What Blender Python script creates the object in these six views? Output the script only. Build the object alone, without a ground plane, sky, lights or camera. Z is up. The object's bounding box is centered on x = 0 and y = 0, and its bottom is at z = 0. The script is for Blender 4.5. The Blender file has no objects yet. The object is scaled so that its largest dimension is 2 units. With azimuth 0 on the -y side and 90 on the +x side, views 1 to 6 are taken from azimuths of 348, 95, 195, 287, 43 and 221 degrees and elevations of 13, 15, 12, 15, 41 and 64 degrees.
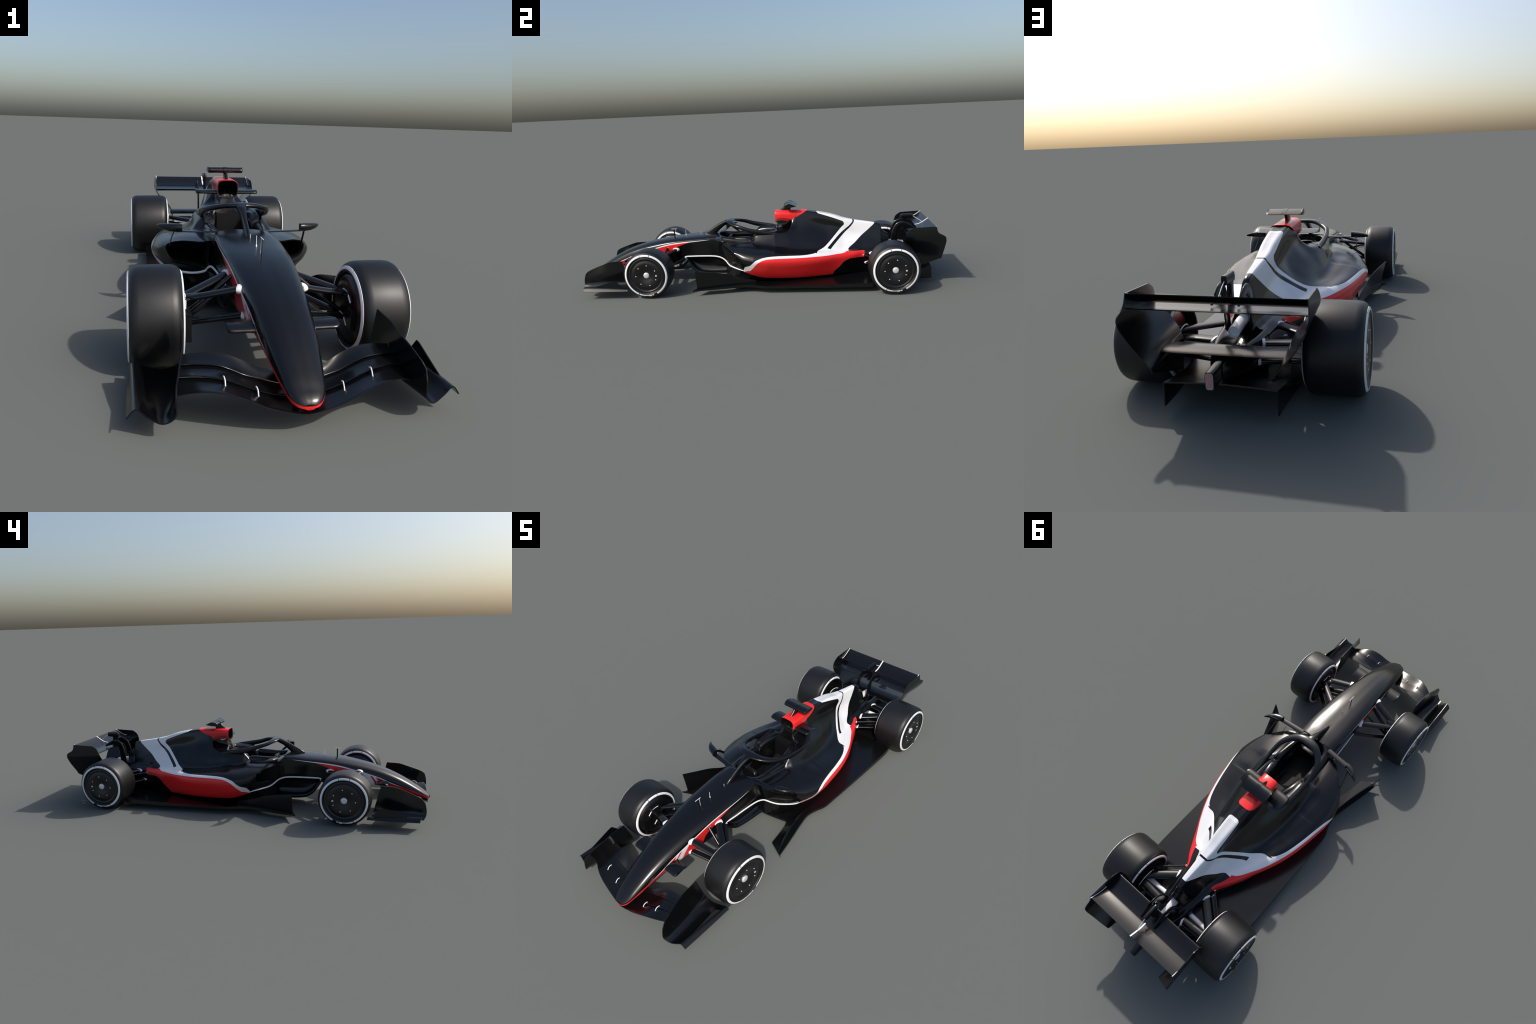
# Open-wheel racing car, built part by part.  Front is -y, z is up, metres.
import bpy, bmesh, math, random
import numpy as np
from mathutils import Vector

random.seed(7)
V3 = lambda *p: np.array(p, dtype=float)

# ----------------------------------------------------------------------------
# small curve and mesh toolkit
# ----------------------------------------------------------------------------

def slopes_monotone(t, p):
    """Fritsch-Carlson slopes: smooth, never overshoots the control points."""
    h = np.diff(t)[:, None]
    d = np.diff(p, axis=0) / h
    m = np.zeros_like(p)
    m[0], m[-1] = d[0], d[-1]
    for i in range(1, len(t) - 1):
        a, b = d[i - 1], d[i]
        w1, w2 = 2 * h[i] + h[i - 1], h[i] + 2 * h[i - 1]
        same = (a * b) > 0
        with np.errstate(divide='ignore', invalid='ignore'):
            hm = (w1 + w2) / (w1 / a + w2 / b)
        m[i] = np.where(same, hm, 0.0)
    return m


def slopes_smooth(t, p):
    """Catmull-Rom slopes on uneven parameters."""
    h = np.diff(t)[:, None]
    d = np.diff(p, axis=0) / h
    m = np.zeros_like(p)
    m[0], m[-1] = d[0], d[-1]
    for i in range(1, len(t) - 1):
        m[i] = (d[i - 1] * h[i] + d[i] * h[i - 1]) / (h[i] + h[i - 1])
    return m


def hermite(t, p, q, slopes):
    t = np.asarray(t, float)
    p = np.asarray(p, float)
    m = slopes(t, p)
    out = []
    for s in q:
        i = int(np.clip(np.searchsorted(t, s) - 1, 0, len(t) - 2))
        h = t[i + 1] - t[i]
        u = (s - t[i]) / h
        out.append((2*u**3 - 3*u**2 + 1) * p[i] + (u**3 - 2*u**2 + u) * h * m[i]
                   + (-2*u**3 + 3*u**2) * p[i + 1] + (u**3 - u**2) * h * m[i + 1])
    return np.array(out)


def spread(t, per):
    """Parameters with `per` steps in every control interval."""
    q = [t[0]]
    for a, b in zip(t[:-1], t[1:]):
        q += [a + (b - a) * (k + 1) / per for k in range(per)]
    return q


def curve_through(points, per=8, slopes=slopes_smooth):
    p = np.asarray(points, float)
    t = np.concatenate([[0], np.cumsum(np.sqrt(np.linalg.norm(np.diff(p, axis=0), axis=1) + 1e-9))])
    return hermite(t, p, spread(t, per), slopes)


def patch(stations, per_u=4, per_v=5, slopes_u=slopes_monotone, slopes_v=slopes_smooth):
    """Surface through a net of control points: stations x columns x 3."""
    net = np.asarray(stations, float)
    rows, cols = net.shape[:2]
    # shared column parameter so that rows stay in step
    gap = np.mean(np.linalg.norm(np.diff(net, axis=1), axis=2), axis=0)
    tv = np.concatenate([[0], np.cumsum(np.sqrt(gap + 1e-6))])
    qv = spread(tv, per_v)
    fine = np.array([hermite(tv, net[i], qv, slopes_v) for i in range(rows)])
    gap = np.mean(np.linalg.norm(np.diff(net, axis=0), axis=2), axis=1)
    tu = np.concatenate([[0], np.cumsum(gap + 1e-6)])
    qu = spread(tu, per_u)
    flat = fine.reshape(rows, -1)
    return hermite(tu, flat, qu, slopes_u).reshape(len(qu), len(qv), 3)


def finish(mesh, smooth=None, mat=None):
    bm = bmesh.new()
    bm.from_mesh(mesh)
    bmesh.ops.remove_doubles(bm, verts=bm.verts, dist=1e-5)
    bmesh.ops.dissolve_degenerate(bm, edges=bm.edges, dist=1e-6)
    bmesh.ops.recalc_face_normals(bm, faces=bm.faces)
    bm.to_mesh(mesh)
    bm.free()
    if mat:
        mesh.materials.append(mat)
    if smooth is not None:
        mesh.shade_smooth()
        if smooth < 180:
            mesh.set_sharp_from_angle(angle=math.radians(smooth))
    return mesh


def add(name, mesh, parent):
    ob = bpy.data.objects.new(name, mesh)
    bpy.context.scene.collection.objects.link(ob)
    ob.parent = parent
    return ob


def build(name, verts, faces, mat, parent, smooth=40):
    me = bpy.data.meshes.new(name)
    me.from_pydata([tuple(map(float, v)) for v in verts], [], faces)
    finish(me, smooth, mat)
    return add(name, me, parent)


def grid_faces(nu, nv, wrap_v=False, base=0):
    f = []
    for i in range(nu - 1):
        for j in range(nv if wrap_v else nv - 1):
            k = (j + 1) % nv
            f.append((base + i*nv + j, base + i*nv + k, base + (i+1)*nv + k, base + (i+1)*nv + j))
    return f


def mirrored(verts, faces):
    n = len(verts)
    v = list(verts) + [(-p[0], p[1], p[2]) for p in verts]
    return v, list(faces) + [tuple(n + i for i in reversed(f)) for f in faces]


def flip(verts, side):
    return [(side * p[0], p[1], p[2]) for p in verts]


def sheet(name, surf, thick, mat, parent, side=1, smooth=50):
    """Thin curved plate: a patch given real thickness along its normals."""
    nu, nv = surf.shape[:2]
    du = np.gradient(surf, axis=0)
    dv = np.gradient(surf, axis=1)
    n = np.cross(du, dv)
    n /= np.linalg.norm(n, axis=2, keepdims=True) + 1e-12
    a, b = surf + n * thick / 2, surf - n * thick / 2
    verts = list(a.reshape(-1, 3)) + list(b.reshape(-1, 3))
    m = nu * nv
    faces = grid_faces(nu, nv)
    faces += [tuple(m + i for i in reversed(f)) for f in grid_faces(nu, nv)]
    rim = [i*nv for i in range(nu)] + [(nu-1)*nv + j for j in range(1, nv)] \
        + [i*nv + nv - 1 for i in range(nu - 2, -1, -1)] + [j for j in range(nv - 2, 0, -1)]
    for i, r in enumerate(rim):
        s = rim[(i + 1) % len(rim)]
        faces.append((r, s, m + s, m + r))
    return build(name, flip(verts, side), faces, mat, parent, smooth)


def rings(name, loops, mat, parent, side=1, smooth=40, caps=(True, True), both=False):
    """Loft closed loops (each the same number of points)."""
    n = len(loops[0])
    verts = [p for l in loops for p in l]
    faces = grid_faces(len(loops), n, wrap_v=True)
    if caps[0]:
        faces.append(tuple(range(n)))
    if caps[1]:
        faces.append(tuple(range((len(loops)-1)*n, len(loops)*n)))
    verts = flip(verts, side)
    if both:
        verts, faces = mirrored(verts, faces)
    return build(name, verts, faces, mat, parent, smooth)


def ellipse(n, a, b, power=2.0):
    """Superellipse outline in its own plane."""
    out = []
    for i in range(n):
        t = 2 * math.pi * i / n
        c, s = math.cos(t), math.sin(t)
        out.append((a * math.copysign(abs(c) ** (2/power), c), b * math.copysign(abs(s) ** (2/power), s)))
    return out


def rod(name, path, mat, parent, width, height, up=(0, 0, 1), power=2.0, n=16, side=1, smooth=50):
    """Sweep an oval along a path; width lies across `up`, height along it."""
    path = [np.asarray(p, float) for p in path]
    w = width if hasattr(width, '__len__') else [width] * len(path)
    h = height if hasattr(height, '__len__') else [height] * len(path)
    loops = []
    for i, p in enumerate(path):
        t = path[min(i+1, len(path)-1)] - path[max(i-1, 0)]
        t /= np.linalg.norm(t)
        r = np.cross(t, np.asarray(up, float))
        r /= np.linalg.norm(r) + 1e-12
        u = np.cross(r, t)
        loops.append([p + r*a + u*b for a, b in ellipse(n, w[i]/2, h[i]/2, power)])
    return rings(name, loops, mat, parent, side, smooth)


def foil(le, te, thick, camber=0.0, n=14):
    """Closed aerofoil outline between two points (span runs along x)."""
    le, te = np.asarray(le, float), np.asarray(te, float)
    c = te - le
    up = np.cross(V3(1, 0, 0), c)
    up /= np.linalg.norm(up) + 1e-12
    ts = [0.5 * (1 - math.cos(math.pi * i / n)) for i in range(n + 1)]
    def half(t):
        return thick * (1.48*math.sqrt(t) - 0.63*t - 1.76*t*t + 1.42*t**3 - 0.5*t**4) + 0.0005
    top = [le + c*t + up*(camber*4*t*(1-t) + half(t)) for t in ts]
    bot = [le + c*t + up*(camber*4*t*(1-t) - half(t)) for t in reversed(ts[1:-1])]
    return top + bot


def wing(name, les, tes, thick, camber, mat, parent, side=1, both=False, per=5):
    """Loft aerofoils from a leading edge curve and a trailing edge curve."""
    a, b = curve_through(les, per), curve_through(tes, per)
    return rings(name, [foil(p, q, thick, camber) for p, q in zip(a, b)], mat, parent, side, 45, both=both)


def box(name, lo, hi, mat, parent, bevel=0.002, side=1):
    me = bpy.data.meshes.new(name)
    bm = bmesh.new()
    bmesh.ops.create_cube(bm, size=1)
    for v in bm.verts:
        v.co = Vector([lo[i] + (v.co[i] + .5) * (hi[i] - lo[i]) for i in range(3)])
        v.co.x *= side
    bmesh.ops.bevel(bm, geom=bm.edges[:], offset=bevel, segments=2, affect='EDGES')
    bm.to_mesh(me)
    bm.free()
    finish(me, 40, mat)
    return add(name, me, parent)


def slab(name, outline, z0, z1, mat, parent, side=1, lift=None):
    """Flat panel from a plan outline; lift(x, y) raises it locally."""
    n = len(outline)
    f = lift or (lambda x, y: 0.0)
    verts = [(x, y, z0) for x, y in outline] + [(x, y, z1 + f(x, y)) for x, y in outline]
    faces = [tuple(range(n)), tuple(range(n, 2*n))]
    faces += [(i, (i+1) % n, n + (i+1) % n, n + i) for i in range(n)]
    return build(name, flip(verts, side), faces, mat, parent, 30)


def lathe(name, profile, centre, mat, parent, side=1, steps=96, a0=0.0, a1=360.0, smooth=40, close=False):
    """Turn a profile of (x, r) about the axle; x is measured outward."""
    cy, cz = centre
    full = abs(a1 - a0) >= 359.9
    k = steps if full else steps + 1
    loops = []
    for i in range(k):
        a = math.radians(a0 + (a1 - a0) * i / steps)
        loops.append([(x, cy + r*math.cos(a), cz + r*math.sin(a)) for x, r in profile])
    n = len(profile)
    verts = [p for l in loops for p in l]
    faces = []
    for i in range(steps):
        j = (i + 1) % k
        for q in range(n if close else n - 1):
            s = (q + 1) % n
            faces.append((i*n + q, i*n + s, j*n + s, j*n + q))
    if not full and close:
        faces += [tuple(range(n)), tuple(range((k-1)*n, k*n))]
    return build(name, flip(verts, side), faces, mat, parent, smooth)

# ----------------------------------------------------------------------------
# materials
# ----------------------------------------------------------------------------

class Nodes:
    """Tiny helper to write node maths as expressions."""
    def __init__(self, mat):
        mat.use_nodes = True
        self.t = mat.node_tree
        self.bsdf = self.t.nodes['Principled BSDF']

    def new(self, kind, **props):
        n = self.t.nodes.new(kind)
        for k, v in props.items():
            setattr(n, k, v)
        return n

    def put(self, socket, value):
        if hasattr(value, 'is_output'):
            self.t.links.new(value, socket)
        else:
            socket.default_value = value

    def math(self, op, a, b=0.0, clamp=False):
        n = self.new('ShaderNodeMath', operation=op, use_clamp=clamp)
        self.put(n.inputs[0], a)
        self.put(n.inputs[1], b)
        return n.outputs[0]

    def xyz(self):
        c = self.new('ShaderNodeTexCoord')
        s = self.new('ShaderNodeSeparateXYZ')
        self.t.links.new(c.outputs['Object'], s.inputs[0])
        self.coord = c.outputs['Object']
        return self.math('ABSOLUTE', s.outputs[0]), s.outputs[1], s.outputs[2]

    def fit(self, value, lo, hi):
        n = self.new('ShaderNodeMapRange')
        for k, v in zip(range(5), (value, lo, hi, 0.0, 1.0)):
            self.put(n.inputs[k], v)
        return n.outputs[0]

    def line(self, value, pts, handle='AUTO_CLAMPED'):
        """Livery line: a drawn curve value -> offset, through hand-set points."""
        xs, ys = [p[0] for p in pts], [p[1] for p in pts]
        x0, x1, y0, y1 = min(xs), max(xs), min(ys) - .01, max(ys) + .01
        n = self.new('ShaderNodeFloatCurve')
        c = n.mapping.curves[0]
        want = [((x-x0)/(x1-x0), (y-y0)/(y1-y0)) for x, y in pts]
        while len(c.points) < len(want):
            c.points.new(.5, .5)
        for p, w in zip(c.points, want):
            p.location = w
            p.handle_type = handle
        n.mapping.update()
        self.put(n.inputs[1], self.fit(value, x0, x1))
        return self.math('ADD', self.math('MULTIPLY', n.outputs[0], y1 - y0), y0)

    def above(self, a, b, soft=.0008):
        """1 where a > b, with a hair of softness."""
        return self.math('ADD', self.math('DIVIDE', self.math('SUBTRACT', a, b), soft), .5, clamp=True)

    def both(self, *m):
        out = m[0]
        for k in m[1:]:
            out = self.math('MULTIPLY', out, k)
        return out

    def either(self, *m):
        out = m[0]
        for k in m[1:]:
            out = self.math('MAXIMUM', out, k)
        return out

    def inv(self, m):
        return self.math('SUBTRACT', 1.0, m)

    def paint(self, base, layers):
        out = base
        for mask, colour in layers:
            n = self.new('ShaderNodeMix', data_type='RGBA')
            self.put(n.inputs['Factor'], mask)
            self.put(n.inputs['A'], out)
            self.put(n.inputs['B'], colour)
            out = n.outputs['Result']
        self.put(self.bsdf.inputs['Base Color'], out)


BLACK = (.0035, .0037, .0043, 1)
WHITE = (.80, .80, .81, 1)
RED = (.78, .022, .022, 1)


def plain(name, colour, rough, metal=0.0, bump=0.0, scale=200.0, vary=0.0, spec=.5):
    m = bpy.data.materials.new(name)
    g = Nodes(m)
    g.bsdf.inputs['Roughness'].default_value = rough
    g.bsdf.inputs['Metallic'].default_value = metal
    g.bsdf.inputs['Specular IOR Level'].default_value = spec
    g.xyz()
    noise = g.new('ShaderNodeTexNoise')
    noise.inputs['Scale'].default_value = scale
    noise.inputs['Detail'].default_value = 3
    g.t.links.new(g.coord, noise.inputs['Vector'])
    dark = tuple(c * (1 - vary) for c in colour[:3]) + (1,)
    g.paint(dark, [(noise.outputs[0], colour)])
    if bump:
        b = g.new('ShaderNodeBump')
        b.inputs['Strength'].default_value = bump
        b.inputs['Distance'].default_value = .0006
        g.t.links.new(noise.outputs[0], b.inputs['Height'])
        g.t.links.new(b.outputs[0], g.bsdf.inputs['Normal'])
    return m


GLOSS = .21
black_paint = plain('black_gloss_paint', BLACK, GLOSS, vary=.1)
carbon = plain('dark_carbon', (.0045, .0047, .005, 1), .30, vary=.25, scale=400)
soft_black = plain('soft_black_padding', (.003, .003, .0035, 1), .42, vary=.2)
void_black = plain('dark_interior', (.0025, .0025, .0025, 1), .6, spec=.3)
rubber = plain('tyre_rubber', (.0065, .0065, .0070, 1), .45, vary=.15, bump=.05, scale=500)
band_paint = plain('white_sidewall_paint', (.80, .80, .82, 1), .5, vary=.04)
white_cap = plain('white_fitting', (.85, .85, .86, 1), .35, vary=.03)
bare_metal = plain('pale_metal', (.70, .71, .73, 1), .28, metal=.35, vary=.05)
red_paint = plain('red_gloss_paint', RED, GLOSS, vary=.03)
cover_black = plain('wheel_cover_black', (.0050, .0050, .0055, 1), .33, vary=.1)
lens_grey = plain('rain_light_lens', (.30, .30, .29, 1), .5, vary=.1)
lens_red = plain('rain_light_diode', (.85, .09, .07, 1), .4)
glass = plain('mirror_glass', (.02, .025, .03, 1), .08, vary=.05)
screen_lamp = [plain('display_' + n, c, .4) for n, c in
               (('amber', (.8, .4, .05, 1)), ('green', (.1, .6, .1, 1)), ('blue', (.1, .15, .7, 1)), ('red', (.7, .05, .05, 1)))]


def body_livery():
    """Black body with a white diagonal sash, a white shoulder line and a red flank."""
    m = bpy.data.materials.new('body_livery')
    g = Nodes(m)
    g.bsdf.inputs['Roughness'].default_value = GLOSS
    x, y, z = g.xyz()
    # the four sloping edges of the sash, as y over height
    front = g.line(z, [(.188, .300), (.1925, .3146), (.2065, .357), (.226, .383), (.267, .425), (.3056, .461), (.318, .4725), (.36, .4730)])
    # roof panel: a tongue of white running forward along the spine
    tongue = g.line(y, [(.30, .3895), (.317, .3860), (.347, .3770), (.447, .3415), (.466, .3330), (.474, .3180), (.48, .30)])
    round_end = g.math('ADD', g.math('MULTIPLY', g.math('POWER', g.math('DIVIDE', x, .029), 4.0), .010), .3185)
    roof = g.both(g.above(z, tongue), g.above(y, round_end), g.above(.48, y))
    stripe_a = g.line(z, [(.185, .360), (.189, .364), (.2216, .399), (.272, .4545), (.322, .514), (.332, .5205), (.35, .5205)])
    stripe_b = g.line(z, [(.185, .385), (.189, .389), (.2216, .423), (.272, .476), (.322, .5248), (.332, .5290), (.35, .5300)])
    back = g.line(z, [(.175, .484), (.185, .491), (.219, .534), (.2485, .566), (.291, .617), (.314, .642), (.33, .650)])
    over_shelf = g.above(z, .1885, .0015)
    sash = g.both(g.either(g.above(y, front), roof), g.above(back, y), g.inv(g.both(g.above(y, stripe_a), g.above(stripe_b, y), g.above(.1165, x, .002))))
    sash = g.both(sash, g.above(z, .178))
    sash = g.both(sash, g.either(over_shelf, g.above(y, .318)))
    # shoulder lines, measured by s = |x| - z, which grows outward and downward
    s = g.math('SUBTRACT', x, z)
    upper = g.line(y, [(-.12, .16), (-.086, .1100), (-.065, .1150), (-.045, .1190), (-.004, .097), (.03, .080), (.078, .067), (.173, .051), (.244, .035),
                       (.292, .0116), (.308, -.004), (.317, -.03), (.3215, -.06), (.33, -.20), (.60, -.20)])
    lower = g.line(y, [(-.12, .19), (-.086, .1180), (-.065, .1240), (-.04, .1315), (.005, .113), (.03, .0992), (.055, .0924), (.083, .087), (.149, .0775),
                       (.225, .0635), (.292, .044), (.365, .015), (.419, -.016), (.465, -.046), (.4836, -.0764), (.492, -.10), (.60, -.115)])
    fore = g.above(y, -.086)
    tail = g.above(.583, y)
    low = g.inv(g.above(z, .192, .002))
    edge = g.both(g.above(s, upper), g.either(low, g.inv(g.above(y, .31))), fore, g.above(.493, y), g.above(.205, z))
    ceiling = g.line(y, [(-.1, .21), (.45, .21), (.478, .186), (.49, .1795), (.58, .1735), (.6, .173)])
    floor = g.line(y, [(-.1, .104), (-.083, .102), (-.04, .0880), (.0, .0740), (.05, .0660), (.14, .0605), (.27, .0585), (.400, .0585), (.405, .066),
                       (.411, .079), (.444, .109), (.466, .131), (.490, .141), (.503, .143), (.563, .141), (.6, .140)])
    red = g.both(g.above(s, lower), g.above(ceiling, z), g.above(z, floor), fore, tail)
    edge = g.both(edge, g.above(z, floor))
    # fine louvre lines on the roof panel
    rib = g.math('SINE', g.math('MULTIPLY', y, 1250.0))
    zone = g.both(g.above(y, .335), g.above(.475, y), g.inv(g.above(x, .022)), g.above(z, .32))
    shade = g.both(zone, g.above(rib, .25, .8), g.fit(y, .52, .33))
    g.paint(BLACK, [(sash, WHITE), (edge, WHITE), (red, RED), (g.math('MULTIPLY', shade, .62), (.28, .29, .31, 1))])
    return m


def nose_livery():
    """Black nose with a white-edged red wedge along each side."""
    m = bpy.data.materials.new('nose_livery')
    g = Nodes(m)
    g.bsdf.inputs['Roughness'].default_value = GLOSS
    x, y, z = g.xyz()
    top = g.line(y, [(-1.0, .0660), (-.9900, .0700), (-.9748, .0775), (-.9406, .0944), (-.8551, .1301), (-.7952, .1547), (-.7477, .176), (-.6698, .201),
                     (-.6176, .2155), (-.5387, .2362), (-.4637, .2472), (-.3967, .253), (-.3017, .2594), (-.28, .2600)])
    width = g.line(y, [(-1.0, -.003), (-.86, .0003), (-.80, .005), (-.60, .006), (-.54, .0065), (-.40, .0042), (-.30, .0008), (-.28, -.002)])
    red_top = g.math('SUBTRACT', top, width)
    red_low = g.line(y, [(-1.0, .04), (-.70, .04), (-.60, .085), (-.575, .150), (-.558, .180), (-.517, .2035), (-.464, .2296), (-.405, .2500),
                         (-.39, .262), (-.28, .262)])
    under = g.above(top, z)
    white = g.both(under, g.above(z, red_top), g.above(-.285, y), g.above(y, -.985))
    red = g.both(g.above(red_top, z), g.above(z, red_low), g.above(-.38, y))
    # white slash crossing the red ahead of the front suspension
    run = g.math('ADD', y, g.math('MULTIPLY', z, -.62))
    slash = g.both(g.above(run, -.835), g.above(-.777, run), under)
    fin = g.both(g.above(run, -.822), g.above(-.811, run), g.above(z, .148), g.above(red_top, z), under)
    slash = g.both(slash, g.inv(fin), g.above(y, -.79), g.above(-.60, y))
    g.paint(BLACK, [(red, RED), (white, WHITE), (slash, WHITE)])
    return m


livery = body_livery()
nose_paint = nose_livery()

# ----------------------------------------------------------------------------
# the car
# ----------------------------------------------------------------------------

car = bpy.data.objects.new('racing_car', None)
bpy.context.scene.collection.objects.link(car)
car['label'] = 'black open-wheel racing car with red and white stripes'
car['category'] = 'race car'

# --- nose and monocoque ------------------------------------------------------

def hull(y, crown, waist_z, waist, keel_z, keel):
    """Half section of the nose: flat crown, round shoulder, widest line, keel."""
    d = crown - waist_z
    return [(0, y, crown), (.38*waist, y, crown - .035*d), (.70*waist, y, crown - .19*d), (.92*waist, y, crown - .52*d), (waist, y, waist_z),
            (.55*waist + .45*keel, y, .5*(waist_z + keel_z)), (keel, y, keel_z + .010), (keel - .010, y, keel_z + .001), (0, y, keel_z)]


def tub(y, well, rim, waist_z, waist, keel=.085):
    """Half section beside the cockpit: inner wall, rim, shoulder, side."""
    return [(well, y, .12), (well + .002, y, rim - .008), (well + .008, y, rim), (.5*(well + waist) + .006, y, rim - .001), (waist, y, waist_z),
            (waist - .004, y, .20), (keel, y, .125), (keel - .010, y, .118), (.01, y, .116)]

nose_net = [
    hull(-.9990, .0660, .0652, .0012, .0640, .0011), hull(-.9980, .0705, .0670, .0110, .0615, .0105), hull(-.9940, .0770, .0705, .0215, .0600, .0200),
    hull(-.9860, .0850, .0745, .0305, .0600, .0280), hull(-.9730, .0945, .0810, .0385, .0625, .0340), hull(-.9550, .1080, .0900, .0445, .0690, .0385),
    hull(-.9300, .1245, .0995, .0500, .0760, .0425), hull(-.8800, .1550, .1210, .0585, .0900, .0490), hull(-.8300, .1810, .1430, .0650, .1020, .0545),
    hull(-.7500, .2135, .1760, .0725, .1150, .0620), hull(-.6300, .2455, .2110, .0825, .1190, .0710), hull(-.5400, .2610, .2340, .0885, .1200, .0760),
    hull(-.4700, .2685, .2450, .0925, .1250, .0800), hull(-.4300, .2715, .2490, .0940, .1480, .0840), hull(-.3550, .2765, .2570, .0960, .1500, .0880),
    hull(-.2900, .2810, .2620, .0945, .1500, .0900), hull(-.2420, .2820, .2640, .0930, .1500, .0900),
    tub(-.2400, .030, .2775, .2625, .0930), tub(-.2280, .052, .2750, .2600, .0940), tub(-.2050, .064, .2710, .2570, .0970), tub(-.1600, .068, .2670, .2530, .1040),
    tub(-.1000, .068, .2650, .2470, .1090), tub(-.0400, .066, .2620, .2420, .1130), tub(.0400, .062, .2550, .2300, .1130),
]
surf = patch(nose_net, 4, 4)
v, f = mirrored(list(surf.reshape(-1, 3)), grid_faces(*surf.shape[:2]))
build('nose_and_monocoque', v, f, nose_paint, car, 55)

# --- engine cover and sidepods: one smooth skin, separated by region ---------

def skin(y, roof, flank, shelf, side, base):
    """Half section from the centreline over the shelf down to the floor."""
    out = []
    for p in roof + flank + shelf + side + base:
        out.append((p[0], y, p[1]) if len(p) == 2 else p)
    return out

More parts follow.
